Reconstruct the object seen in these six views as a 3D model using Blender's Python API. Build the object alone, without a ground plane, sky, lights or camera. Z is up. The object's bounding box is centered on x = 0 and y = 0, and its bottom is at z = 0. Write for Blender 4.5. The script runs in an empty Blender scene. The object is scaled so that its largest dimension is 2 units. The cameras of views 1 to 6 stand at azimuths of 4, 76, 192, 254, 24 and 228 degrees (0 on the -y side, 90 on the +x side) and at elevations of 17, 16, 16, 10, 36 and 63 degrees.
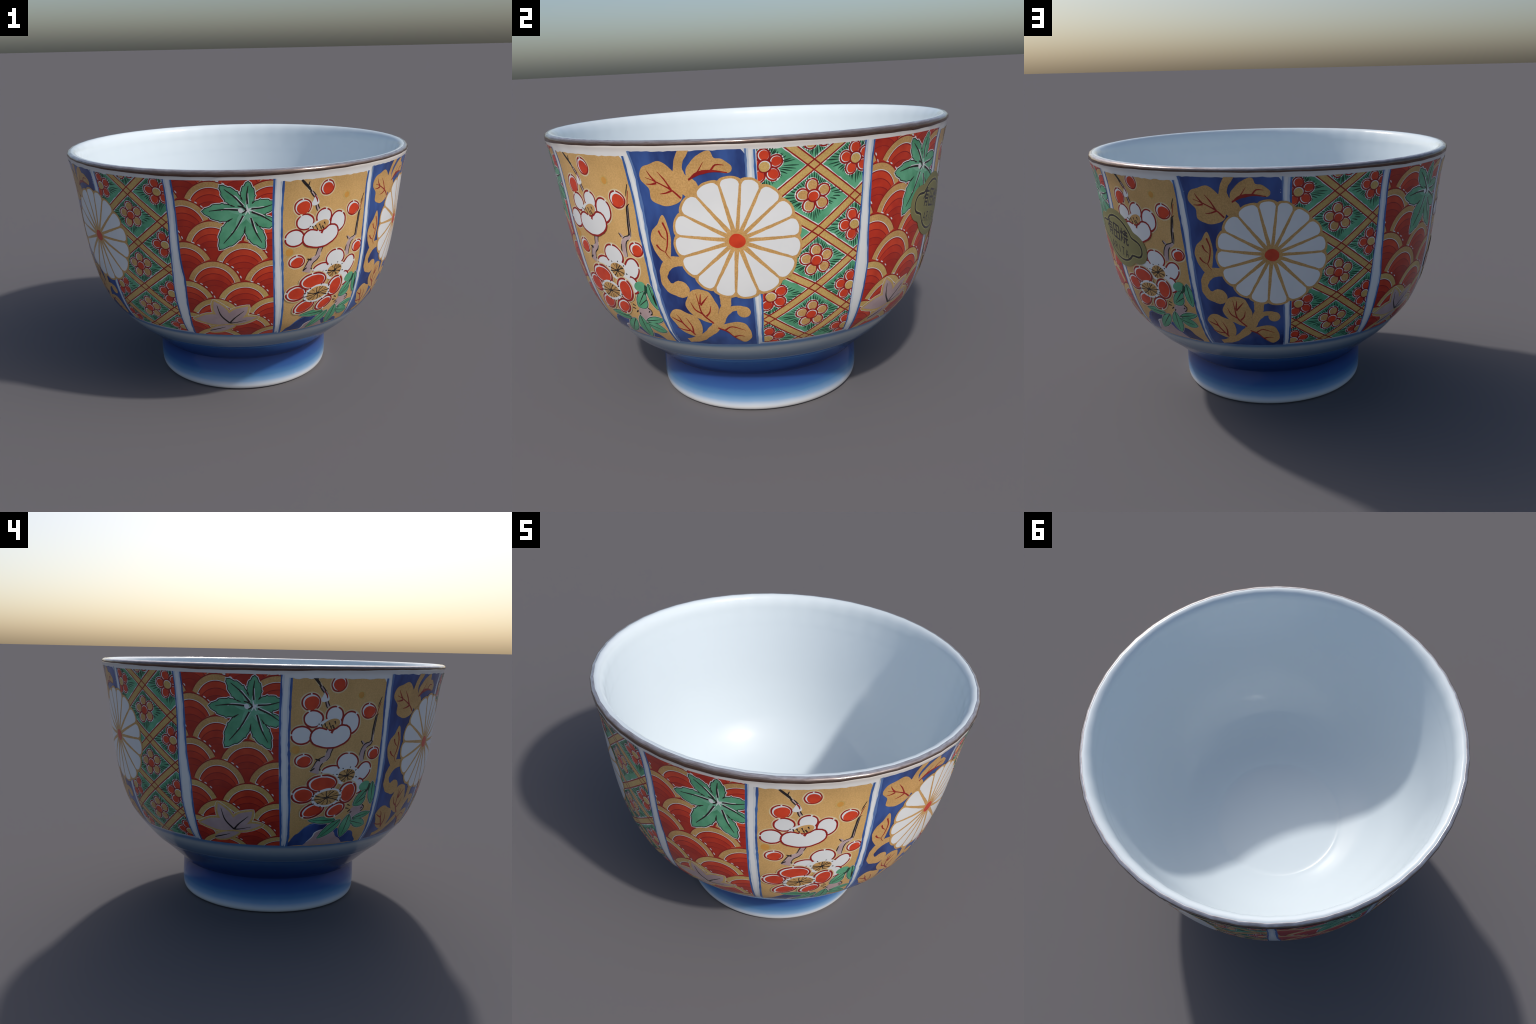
"""Porcelain bowl: a turned body on a foot ring, twelve painted enamel panels
(four designs, repeated three times round) and a small gold paper label.

The enamel is built as thin raised pieces laid on the bowl wall.  Each panel is
designed flat, in metres: x along the wall to the right of the panel's middle,
y up along the wall (arc length of the profile); `Panel.place` wraps it."""
import bpy, math, random
import numpy as np
from mathutils import Vector, noise
from mathutils.geometry import delaunay_2d_cdt

random.seed(7)
RNG = np.random.default_rng(11)
RAD = math.pi / 180

# ------------------------------------------------------------------ profile
OUTER_Z = np.array([.195, .21, .25, .30, .36, .44, .54, .66, .80, .98, 1.15, 1.27, 1.33, 1.36])
OUTER_R = np.array([.520, .535, .578, .632, .700, .7708, .8414, .8891, .9214, .9470, .9639, .9795, .9925, 1.0])


def monotone(x, y, xi):
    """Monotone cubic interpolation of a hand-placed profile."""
    xi = np.asarray(xi, float)
    h, d = np.diff(x), np.diff(y) / np.diff(x)
    m = np.zeros_like(y)
    for i in range(1, len(x) - 1):
        if d[i - 1] * d[i] > 0:
            a, b = 2 * h[i] + h[i - 1], h[i] + 2 * h[i - 1]
            m[i] = (a + b) / (a / d[i - 1] + b / d[i])
    m[0], m[-1] = d[0], d[-1]
    k = np.clip(np.searchsorted(x, xi) - 1, 0, len(x) - 2)
    t = (xi - x[k]) / h[k]
    return ((2 * t**3 - 3 * t**2 + 1) * y[k] + (t**3 - 2 * t**2 + t) * h[k] * m[k]
            + (-2 * t**3 + 3 * t**2) * y[k + 1] + (t**3 - t**2) * h[k] * m[k + 1])


TZ = np.linspace(.195, 1.36, 1600)
TR = monotone(OUTER_Z, OUTER_R, TZ)
TS = np.concatenate([[0], np.cumsum(np.hypot(np.diff(TZ), np.diff(TR)))])
TNR, TNZ = np.gradient(TZ, TS), -np.gradient(TR, TS)        # outward normal (radial, vertical)


def r_of(s):
    return np.interp(s, TS, TR)


PAINT = .45                      # thickness of the paint films


def on_wall(a, s, h):
    """Point h above the outer wall at azimuth a (degrees) and arc length s, with its normal."""
    r, z = np.interp(s, TS, TR), np.interp(s, TS, TZ)
    nr, nz = np.interp(s, TS, TNR), np.interp(s, TS, TNZ)
    ca, sa = math.cos(a * RAD), math.sin(a * RAD)
    h *= PAINT
    r, z = r + h * nr, z + h * nz
    return (r * sa, -r * ca, z), (nr * sa, -nr * ca, nz)


# ---------------------------------------------------------------- materials
def new_material(name):
    m = bpy.data.materials.new(name)
    m.use_nodes = True
    nt = m.node_tree
    return m, nt, nt.nodes["Principled BSDF"]


def glaze(b, rough=.16, spec=.5):
    b.inputs["Roughness"].default_value = rough
    b.inputs["Specular IOR Level"].default_value = spec


def enamel(name, dark, light, scale=9.0, stretch=1.0, detail=4.0, rough=.2, lo=.3, hi=.7, grain=0.0, grain_scale=170):
    """Enamel whose tone drifts between two colours, with optional fine grain."""
    m, nt, b = new_material(name)
    glaze(b, rough)
    co = nt.nodes.new("ShaderNodeTexCoord")
    mp = nt.nodes.new("ShaderNodeMapping")
    mp.inputs["Scale"].default_value = (1, 1, 1 / stretch)
    nz = nt.nodes.new("ShaderNodeTexNoise")
    nz.inputs["Scale"].default_value = scale
    nz.inputs["Detail"].default_value = detail
    rp = nt.nodes.new("ShaderNodeValToRGB")
    rp.color_ramp.elements[0].position, rp.color_ramp.elements[1].position = lo, hi
    rp.color_ramp.elements[0].color = (*dark, 1)
    rp.color_ramp.elements[1].color = (*light, 1)
    nt.links.new(co.outputs["Object"], mp.inputs["Vector"])
    nt.links.new(mp.outputs["Vector"], nz.inputs["Vector"])
    nt.links.new(nz.outputs["Fac"], rp.inputs["Fac"])
    out = rp.outputs["Color"]
    if grain:
        gn = nt.nodes.new("ShaderNodeTexNoise")
        gn.inputs["Scale"].default_value = grain_scale
        gn.inputs["Detail"].default_value = 2
        gr = nt.nodes.new("ShaderNodeValToRGB")
        gr.color_ramp.elements[0].position, gr.color_ramp.elements[1].position = .35, .65
        gr.color_ramp.elements[0].color = (1 - grain, 1 - grain * 1.15, 1 - grain * 1.5, 1)
        gr.color_ramp.elements[1].color = (1, 1, 1, 1)
        mx = nt.nodes.new("ShaderNodeMix")
        mx.data_type, mx.blend_type = "RGBA", "MULTIPLY"
        mx.inputs[0].default_value = 1
        nt.links.new(co.outputs["Object"], gn.inputs["Vector"])
        nt.links.new(gn.outputs["Fac"], gr.inputs["Fac"])
        nt.links.new(out, mx.inputs[6])
        nt.links.new(gr.outputs["Color"], mx.inputs[7])
        out = mx.outputs[2]
    nt.links.new(out, b.inputs["Base Color"])
    return m


def height_ramp(nt, stops, wobble=.006, streak=18):
    """Colour by height above the ground, with a slightly wandering edge."""
    co = nt.nodes.new("ShaderNodeTexCoord")
    sp = nt.nodes.new("ShaderNodeSeparateXYZ")
    nz = nt.nodes.new("ShaderNodeTexNoise")
    nz.inputs["Scale"].default_value = streak
    nz.inputs["Detail"].default_value = 3
    ma = nt.nodes.new("ShaderNodeMath")
    ma.operation = "MULTIPLY_ADD"
    ma.inputs[1].default_value = wobble * 2
    su = nt.nodes.new("ShaderNodeMath")
    su.operation = "SUBTRACT"
    su.inputs[1].default_value = wobble
    mr = nt.nodes.new("ShaderNodeMapRange")
    z0, z1 = stops[0][0], stops[-1][0]
    mr.inputs["From Min"].default_value, mr.inputs["From Max"].default_value = z0, z1
    rp = nt.nodes.new("ShaderNodeValToRGB")
    el = rp.color_ramp.elements
    while len(el) < len(stops):
        el.new(.5)
    for e, (z, c) in zip(el, stops):
        e.position = (z - z0) / (z1 - z0)
    for e, (z, c) in zip(el, stops):
        e.color = (*c, 1)
    nt.links.new(co.outputs["Object"], sp.inputs[0])
    nt.links.new(co.outputs["Object"], nz.inputs["Vector"])
    nt.links.new(nz.outputs["Fac"], ma.inputs[0])
    nt.links.new(sp.outputs["Z"], ma.inputs[2])
    nt.links.new(ma.outputs[0], su.inputs[0])
    nt.links.new(su.outputs[0], mr.inputs["Value"])
    nt.links.new(mr.outputs[0], rp.inputs["Fac"])
    return rp.outputs["Color"]


WHITE = (.75, .77, .78)
INSIDE = (.67, .745, .79)
m_inside, nt, b = new_material("white_glaze_inside")
glaze(b, .15)
b.inputs["Base Color"].default_value = (*INSIDE, 1)

m_wall, nt, b = new_material("painted_glaze_wall")
glaze(b, .13)
nt.links.new(height_ramp(nt, [(.19, (.012, .032, .13)), (.30, (.016, .05, .20)), (.353, (.03, .10, .28)), (.358, (.16, .24, .36)),  # light stop at .358 paints the highlight along the underside ridge
                              (.364, (.085, .15, .27)), (.39, (.13, .21, .33)), (.42, (.28, .36, .44)), (.442, (.41, .47, .52)), (.454, (.36, .43, .50)), (.464, (.13, .25, .44)),
                              (.476, (.10, .20, .42)), (.486, (.60, .66, .71)), (.52, WHITE), (1.31, WHITE), (1.34, (.76, .75, .74)),
                              (1.36, (.62, .58, .55))], .003), b.inputs["Base Color"])

m_foot, nt, b = new_material("cobalt_wash_foot")
glaze(b, .14)
nt.links.new(height_ramp(nt, [(0, (.66, .66, .65)), (.022, (.74, .76, .78)), (.036, (.60, .68, .78)), (.058, (.24, .40, .62)), (.09, (.085, .22, .44)),
                              (.125, (.038, .115, .33)), (.17, (.025, .068, .25)), (.215, (.014, .035, .14))], .006, 7), b.inputs["Base Color"])

m_band, nt, b = new_material("brown_lustre_rim")
b.inputs["Roughness"].default_value = .17
b.inputs["Metallic"].default_value = .6
co = nt.nodes.new("ShaderNodeTexCoord")
mp = nt.nodes.new("ShaderNodeMapping")
mp.inputs["Scale"].default_value = (1, 1, 14)
nz = nt.nodes.new("ShaderNodeTexNoise")
nz.inputs["Scale"].default_value = 26
nz.inputs["Detail"].default_value = 6
rp = nt.nodes.new("ShaderNodeValToRGB")
rp.color_ramp.elements[0].position, rp.color_ramp.elements[1].position = .3, .7
rp.color_ramp.elements[0].color = (.62, .56, .54, 1)
rp.color_ramp.elements[1].color = (1, 1, 1, 1)
mx = nt.nodes.new("ShaderNodeMix")
mx.data_type, mx.blend_type = "RGBA", "MULTIPLY"
mx.inputs[0].default_value = 1
nt.links.new(co.outputs["Object"], mp.inputs["Vector"])
nt.links.new(mp.outputs["Vector"], nz.inputs["Vector"])
nt.links.new(nz.outputs["Fac"], rp.inputs["Fac"])
nt.links.new(height_ramp(nt, [(1.354, (.15, .075, .05)), (1.372, (.18, .125, .105)), (1.3785, (.27, .22, .205)), (1.383, (.58, .55, .56)), (1.3865, (.70, .71, .74))], .002, 30), mx.inputs[6])
nt.links.new(rp.outputs["Color"], mx.inputs[7])
nt.links.new(mx.outputs[2], b.inputs["Base Color"])

GOLD = enamel("ochre_gold_enamel", (.56, .325, .115), (.68, .405, .155), 14, 1, 3, .3, .25, .75, .20)
GROUND_GOLD = enamel("ochre_ground_enamel", (.61, .375, .14), (.72, .45, .18), 10, 2, 4, .3, .25, .75, .14)
YELLOW = enamel("yellow_gold_enamel", (.58, .38, .12), (.70, .48, .18), 18, 1, 3, .28, .25, .75, .18)
RED = enamel("vermilion_enamel", (.52, .040, .014), (.68, .066, .022), 16)
RED_DEEP = enamel("deep_red_enamel", (.45, .027, .012), (.58, .042, .015), 16)
RED_LOW = enamel("shaded_red_enamel", (.36, .019, .010), (.48, .032, .013), 16)
LINE_RED = enamel("dark_red_line", (.24, .010, .010), (.34, .018, .014), 30)
COBALT = enamel("cobalt_enamel", (.013, .024, .125), (.045, .105, .34), 9, 3, 6, .16, .34, .66)
COBALT_LINE = enamel("cobalt_line", (.03, .075, .27), (.06, .17, .44), 12, 2, 4, .16)
GLAZE_BLEED = enamel("pale_glaze_bleed", (.48, .56, .68), (.68, .72, .76), 12, 3, 4, .16)
COBALT_WASH = enamel("pale_cobalt_wash", (.05, .11, .33), (.16, .27, .50), 16, 3, 4, .16)
GREEN = enamel("green_enamel", (.070, .30, .155), (.145, .45, .265), 14, 1, 5, .2)
GREEN_PALE = enamel("pale_green_enamel", (.14, .43, .26), (.21, .50, .34), 16)
GREEN_DARK = enamel("dark_green_line", (.010, .045, .026), (.022, .085, .05), 30)
BLACK = enamel("black_line", (.012, .010, .010), (.026, .020, .020), 40)
MAUVE = enamel("mauve_enamel", (.42, .30, .31), (.52, .39, .39), 14)
AMBER = enamel("amber_dot", (.56, .26, .045), (.66, .34, .08), 20)
CREAM = enamel("cream_halo", (.66, .52, .28), (.74, .62, .42), 30)
BROWN = enamel("brown_stamen", (.20, .10, .025), (.34, .18, .05), 40)
CHALK = enamel("white_enamel", (.715, .735, .75), (.755, .77, .78), 8)
LABEL, nt, b = new_material("gold_paper_label")
b.inputs["Base Color"].default_value = (.27, .25, .105, 1)
b.inputs["Metallic"].default_value = .25
b.inputs["Roughness"].default_value = .42
LABEL_EDGE = enamel("gold_paper_emboss", (.36, .33, .13), (.42, .39, .16), 30, rough=.4)

# ------------------------------------------------------------ object helpers
bowl = bpy.data.objects.new("porcelain_bowl", None)
bpy.context.collection.objects.link(bowl)
bowl["label"] = "white porcelain bowl with red, gold, blue and green painted panels"
bowl["category"] = "bowl"


def link(name, mesh, parent, kind=None):
    o = bpy.data.objects.new(name, mesh)
    bpy.context.collection.objects.link(o)
    o.parent = parent
    if kind:
        o["kind"] = kind
    return o


class Piece:
    """Collects painted shapes of one part and turns them into one mesh on the wall."""

    def __init__(self, panel):
        self.panel, self.v, self.n, self.f, self.m, self.mats, self.seen = panel, [], [], [], [], [], {}

    def slot(self, mat):
        if mat not in self.mats:
            self.mats.append(mat)
        return self.mats.index(mat)

    def vert(self, x, y, h):
        key = (round(x, 5), round(y, 5), round(h, 6))
        if key not in self.seen:
            p, n = self.panel.place(x, y, h)
            self.seen[key] = len(self.v)
            self.v.append(p)
            self.n.append(n)
        return self.seen[key]

    def face(self, pts, h, mat):
        k = [self.vert(x, y, h) for x, y in pts]
        k = [a for i, a in enumerate(k) if a != k[i - 1]]
        if len(k) > 2:
            self.f.append(k)
            self.m.append(self.slot(mat))

    def fill(self, pts, h, mat, clip=True, grid=.013, skirt=True, wobble=.0013):
        """A flat shape: outline triangulated with inner points so that it follows the wall."""
        pts = resample(pts, .010 if wobble else .014)
        if wobble:
            pts = [hand(x, y, wobble) for x, y in pts]
        if clip:
            pts = self.panel.clip(pts)
        pts = [p for i, p in enumerate(pts) if math.dist(p, pts[i - 1]) > 2e-4]
        if len(pts) < 3:
            return
        if area(pts) < 0:
            pts = pts[::-1]
        P = np.array(pts)
        lo, hi = P.min(0), P.max(0)
        gx, gy = np.meshgrid(np.arange(lo[0] + grid * .6, hi[0], grid), np.arange(lo[1] + grid * .6, hi[1], grid))
        G = np.stack([gx.ravel(), gy.ravel()], 1)
        G = G[inside(P, G)] if len(G) else G
        if len(G):
            d = np.min(np.hypot(G[:, None, 0] - P[None, :, 0], G[:, None, 1] - P[None, :, 1]), 1)
            G = G[d > grid * .45]
        pool = [Vector(map(float, q)) for q in P] + [Vector(map(float, q)) for q in G]
        vs, _, fs, *_ = delaunay_2d_cdt(pool, [], [list(range(len(P)))], 1, 1e-6)
        for t in fs:
            q = [(vs[i].x, vs[i].y) for i in t]
            self.face(q if area(q) > 0 else q[::-1], h, mat)
        if skirt:
            for i in range(len(pts)):
                a, b_ = pts[i - 1], pts[i]
                lo_h = max(h - .0009, -.0004)
                k = [self.vert(*a, h), self.vert(*a, lo_h), self.vert(*b_, lo_h), self.vert(*b_, h)]
                if len(set(k)) == 4:
                    self.f.append(k)
                    self.m.append(self.slot(mat))

    def line(self, pts, w, h, mat, clip=True, step=.012, smooth=True):
        """A brush stroke: w is one width or a width per control point."""
        pts, ws = list(pts), (list(w) if hasattr(w, "__len__") else [w] * len(pts))
        if len(ws) != len(pts):
            ws = list(np.interp(np.linspace(0, 1, len(pts)), np.linspace(0, 1, len(ws)), ws))
        q = [(p[0], p[1], k) for p, k in zip(pts, ws)]
        q = spline(q, step) if smooth and len(q) > 2 else dense(q, step)
        Q = np.array(q)
        t = np.gradient(Q[:, :2], axis=0)
        t /= np.maximum(np.linalg.norm(t, axis=1, keepdims=True), 1e-9)
        nrm = np.stack([-t[:, 1], t[:, 0]], 1)
        press = np.array([1 + .22 * noise.noise(Vector((q[0] * 45, q[1] * 45, 8.1))) for q in Q])[:, None]
        L, R = Q[:, :2] + nrm * Q[:, 2:] * press / 2, Q[:, :2] - nrm * Q[:, 2:] * press / 2
        across = max(1, int(math.ceil(Q[:, 2].max() / .018)))
        for k in range(across):
            A, B = R + (L - R) * k / across, R + (L - R) * (k + 1) / across
            for i in range(len(Q) - 1):
                quad = [tuple(A[i]), tuple(A[i + 1]), tuple(B[i + 1]), tuple(B[i])]
                if clip:
                    quad = self.panel.clip(quad)
                if len(quad) > 2:
                    self.face(quad, h, mat)

    def build(self, name, parent, kind=None):
        if not self.f:
            return None
        me = bpy.data.meshes.new(name)
        me.from_pydata(self.v, [], self.f)
        for mt in self.mats:
            me.materials.append(mt)
        me.polygons.foreach_set("material_index", self.m)
        me.polygons.foreach_set("use_smooth", [True] * len(self.f))
        me.update()
        me.normals_split_custom_set_from_vertices(self.n)
        return link(name, me, parent, kind)


def hand(x, y, amount):
    """Small drift of a hand-held brush."""
    k = noise.noise_vector(Vector((x * 55, y * 55, 3.7)))
    return x + amount * k.x, y + amount * k.y


def area(p):
    return .5 * sum(p[i - 1][0] * p[i][1] - p[i][0] * p[i - 1][1] for i in range(len(p)))


def inside(P, G):
    """Even-odd test of the points G against the closed outline P."""
    x, y, res = G[:, 0], G[:, 1], np.zeros(len(G), bool)
    a = P[-1]
    for b_ in P:
        cross = (a[1] > y) != (b_[1] > y)
        with np.errstate(divide="ignore", invalid="ignore"):
            xi = (b_[0] - a[0]) * (y - a[1]) / (b_[1] - a[1]) + a[0]
        res ^= cross & (x < xi)
        a = b_
    return res


def resample(pts, step):
    out = []
    for i in range(len(pts)):
        a, b_ = pts[i], pts[(i + 1) % len(pts)]
        k = max(1, int(math.ceil(math.dist(a[:2], b_[:2]) / step)))
        out += [(a[0] + (b_[0] - a[0]) * j / k, a[1] + (b_[1] - a[1]) * j / k) for j in range(k)]
    return out


def dense(pts, step):
    out = []
    for a, b_ in zip(pts, pts[1:]):
        k = max(1, int(math.ceil(math.dist(a[:2], b_[:2]) / step)))
        out += [tuple(u + (v - u) * j / k for u, v in zip(a, b_)) for j in range(k)]
    return out + [tuple(pts[-1])]


def spline(pts, step=.008, closed=False):
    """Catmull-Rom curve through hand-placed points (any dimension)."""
    P = [np.array(p, float) for p in pts]
    n = len(P)
    out = []
    for i in range(n if closed else n - 1):
        if closed:
            p0, p1, p2, p3 = P[i - 1], P[i], P[(i + 1) % n], P[(i + 2) % n]
        else:
            p1, p2 = P[i], P[i + 1]
            p0 = P[i - 1] if i else 2 * p1 - p2
            p3 = P[i + 2] if i + 2 < n else 2 * p2 - p1
        k = max(2, int(math.ceil(math.dist(p1[:2], p2[:2]) / step)))
        for j in range(k):
            t = j / k
            out.append(tuple(.5 * (2 * p1 + (p2 - p0) * t + (2 * p0 - 5 * p1 + 4 * p2 - p3) * t * t + (3 * p1 - p0 - 3 * p2 + p3) * t**3)))
    if not closed:
        out.append(tuple(P[-1]))
    return out


def blob(pts):
    return spline([(x / 1000, y / 1000) for x, y in pts], .008, True)


def mm(pts):
    return [(x / 1000, y / 1000) for x, y in pts]


def grow(pts, d):
    """Push a closed outline outwards by d."""
    P = np.array(resample(pts, .008))
    if area(P) < 0:
        P = P[::-1]
    t = np.roll(P, -1, 0) - np.roll(P, 1, 0)
    t /= np.maximum(np.linalg.norm(t, axis=1, keepdims=True), 1e-9)
    return [tuple(q) for q in P + np.stack([t[:, 1], -t[:, 0]], 1) * d]


def oval(cx, cy, rx, ry, rot=0, wob=0.0, n=36, dent=None):
    """Brush-drawn oval in metres; dent=(angle, depth) notches its edge like a plum petal."""
    c, s, ph = math.cos(rot * RAD), math.sin(rot * RAD), random.random() * 6.28
    out = []
    for i in range(n):
        a = 2 * math.pi * i / n
        k = 1 + wob * math.sin(3 * a + ph)
        if dent:
            g = math.atan2(math.sin(a - dent[0] * RAD), math.cos(a - dent[0] * RAD))
            k -= dent[1] * math.exp(-(g / .16) ** 2)
        u, v = rx * k * math.cos(a), ry * k * math.sin(a)
        out.append((cx + u * c - v * s, cy + u * s + v * c))
    return out


def blade(base, tip, width, fat=.45):
    """Lens-shaped leaf from base to tip."""
    b_, t = np.array(base), np.array(tip)
    d = t - b_
    nrm = np.array([-d[1], d[0]]) / np.linalg.norm(d)
    f = lambda u: width / 2 * (math.sin(math.pi * u ** (math.log(.5) / math.log(fat))) ** .8 if 0 < u < 1 else 0)
    us = np.linspace(0, 1, 15)
    return [tuple(b_ + d * u + nrm * f(u)) for u in us] + [tuple(b_ + d * u - nrm * f(u)) for u in us[-2:0:-1]]


class Panel:
    """One framed field of the wall: azimuth of its middle, side edges (height, azimuth) and ends."""

    def __init__(self, mid, left, right, bottom, top, turn=0, shift=None):
        self.mid, self.turn, self.bottom, self.top = mid, turn, bottom, top
        self.l, self.r = np.array(left[::-1]), np.array(right[::-1])
        self.shift = shift

    def edges(self, y):
        return float(np.interp(y, self.l[:, 0], self.l[:, 1])), float(np.interp(y, self.r[:, 0], self.r[:, 1]))

    def x_at(self, az, y):
        return (az - self.mid) * RAD * float(r_of(y))

    def place(self, x, y, h):
        return on_wall(self.mid + self.turn + x / float(r_of(y)) / RAD, y, h)

    def clip(self, pts):
        """Cut a shape to the field (in coordinates where the field is the unit strip)."""
        if self.shift:
            pts = [self.shift(*p) for p in pts]
        q = []
        for x, y in pts:
            a0, a1 = self.edges(y)
            q.append(((self.mid + x / float(r_of(y)) / RAD - a0) / (a1 - a0), y))
        for ax, lim, sg in ((0, 0, 1), (0, 1, -1), (1, self.bottom, 1), (1, self.top, -1)):
            res = []
            for i in range(len(q)):
                a, b_ = q[i - 1], q[i]
                da, db = sg * (a[ax] - lim), sg * (b_[ax] - lim)
                if (da >= 0) != (db >= 0):
                    t = da / (da - db)
                    res.append((a[0] + (b_[0] - a[0]) * t, a[1] + (b_[1] - a[1]) * t))
                if db >= 0:
                    res.append(b_)
            q = res
            if not q:
                return []
        out = []
        for p, y in q:
            a0, a1 = self.edges(y)
            out.append((self.x_at(a0 + p * (a1 - a0), y), y))
        return out

    def side(self, which, off=0.0, y0=None, y1=None, n=40, wob=.0015):
        """Points along a side edge, off metres to the right of it."""
        ys = np.linspace(self.bottom if y0 is None else y0, self.top if y1 is None else y1, n)
        w = np.interp(np.linspace(0, 1, n), np.linspace(0, 1, 12), RNG.normal(0, wob, 12))
        return [(self.x_at(self.edges(y)[which], y) + off + k, float(y)) for y, k in zip(ys, w)]

    def ground(self, name, mat, ragged=.003):
        pc = Piece(self)
        L, R = self.side(0), self.side(1)
        top = [(L[-1][0] + (R[-1][0] - L[-1][0]) * t, self.top - abs(RNG.normal(0, ragged))) for t in np.linspace(.03, .97, 26)]
        pc.fill(L[::-1] + R[:-1] + top[::-1], .0007, mat, clip=False)
        return pc.build(name, bowl)


H0, HS = .0013, .00022          # first paint layer and the step between strokes


# ------------------------------------------------------------------- designs
def strips(p, parent, lines):
    """Cobalt lines beside the white strips that frame a panel."""
    for side, off, w, mat in lines:
        bl = Piece(p)
        bl.line(p.side(side, off * 1.8), .019, .0006, GLAZE_BLEED, clip=False, smooth=False)
        bl.build("glaze_bleed", parent)
        pc = Piece(p)
        pts = p.side(side, off, wob=.0012)
        ws = list(np.clip(w * (1 + RNG.normal(0, .16, len(pts))), w * .5, w * 1.6))
        pc.line(pts, ws, .0010, mat, clip=False, smooth=False)
        pc.build("border_line", parent)


def wave_panel(p):
    g = p.ground("wave_panel", RED_DEEP)
    strips(p, g, [(0, -.004, .011, COBALT_LINE), (1, .004, .011, COBALT_LINE)])
    R, pitch = .140, .142
    fields = [(-.060 + dx, ap) for dx in (-.284, 0, .286) for ap in (1.497, 1.291, 1.090, .880, .668, .470)]
    fields += [(-.197 + dx, ap) for dx in (0, .284, .568) for ap in (1.398, 1.195, .978, .766, .572, .383)]
    tops = [(x, ap - R) for x, ap in fields]
    # each ring is a disc of the given radius whose middle sinks by the given drop
    rings = [(.140, 0, LINE_RED), (.1345, 0, GOLD), (.1075, 0, CHALK), (.1045, 0, LINE_RED), (.0995, 0, RED), (.0985, .027, LINE_RED), (.0945, .027, RED_DEEP),
             (.0955, .059, LINE_RED), (.0918, .059, RED_LOW), (.0935, .089, LINE_RED), (.0905, .089, RED_LOW)]
    for cx, cy in tops:
        pc = Piece(p)
        low = [(x - cx, y - cy) for x, y in tops if y < cy - .02 and math.hypot(x - cx, y - cy) < .30]
        th = np.linspace(-.5 * math.pi, 1.5 * math.pi, 97)
        cap = []
        for t in th:
            c, s, m = math.cos(t), math.sin(t), 9.0
            for dx, dy in low:
                bq = c * dx + s * dy
                dd = bq * bq - (dx * dx + dy * dy - R * R)
                if dd > 0 and bq > 0:
                    m = min(m, bq - math.sqrt(dd))
            cap.append(m)
        wob = 1 + .012 * np.sin(3 * th + cx * 50)
        reach = []
        for rr, drop, mat in rings:
            e = [-drop * math.sin(t) + math.sqrt(rr * rr - (drop * math.cos(t)) ** 2) for t in th]
            reach.append([min(a_ * w_, c_) for a_, w_, c_ in zip(e, wob, cap)])
        for n_ring, (_, _, mat) in enumerate(rings):
            use = YELLOW if mat is GOLD and cy < .64 else mat
            edge_o = reach[n_ring]
            edge_i = reach[n_ring + 1] if n_ring + 1 < len(rings) else [.002] * len(th)
            for i in range(len(th) - 1):
                o0, o1 = edge_o[i], edge_o[i + 1]
                i0, i1 = min(edge_i[i], o0), min(edge_i[i + 1], o1)
                if o0 - i0 < 1e-5 and o1 - i1 < 1e-5:
                    continue
                pts = [(cx + q * math.cos(t), cy + q * math.sin(t)) for q, t in ((i0, th[i]), (o0, th[i]), (o1, th[i + 1]), (i1, th[i + 1]))]
                steps = max(1, int(math.ceil((max(o0, o1) - min(i0, i1)) / .022)))
                for k in range(steps):
                    u0, u1 = k / steps, (k + 1) / steps
                    mix = lambda a, b_, u: (a[0] + (b_[0] - a[0]) * u, a[1] + (b_[1] - a[1]) * u)
                    quad = p.clip([mix(pts[0], pts[1], u0), mix(pts[0], pts[1], u1), mix(pts[3], pts[2], u1), mix(pts[3], pts[2], u0)])
                    if len(quad) > 2:
                        pc.face(quad, H0, use)
        # white nicks left along the shoulder of the wave
        for k in range(RNG.integers(3, 6)):
            a = 78 - 13 * k - RNG.uniform(0, 4)
            if cap[int((a + 90) / 360 * 96)] > .147:
                pc.line([(cx + .1435 * math.cos((a - d) * RAD), cy + .1435 * math.sin((a - d) * RAD)) for d in (0, 3, 6)], [.003, .006, .003], H0 + HS, CHALK)
        pc.build("wave_scale", g)
    maple(p, g)
    fallen_leaf(p, g)
    return g


def lobed(tips, notches, bulge, teeth=0, tooth=.006):
    """Outline of a lobed leaf: tips and the notches that follow them, in order."""
    out = []
    for i, tip in enumerate(tips):
        for a, b_, rev in ((notches[i - 1], tip, 0), (tip, notches[i], 1)):
            A, B = np.array(a), np.array(b_)
            d = B - A
            nrm = np.array([d[1], -d[0]])
            for u in np.linspace(0, 1, 19)[:-1]:
                w = u if not rev else 1 - u
                off = bulge * math.sin(math.pi * w) * (1 - .5 * w) / .76
                q = A + d * u + nrm * off
                if teeth and .25 < w < .93:
                    saw = (w * teeth) % 1
                    q = q + nrm / np.linalg.norm(nrm) * tooth * (saw if not rev else saw)
                out.append(tuple(q))
    return out


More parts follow.
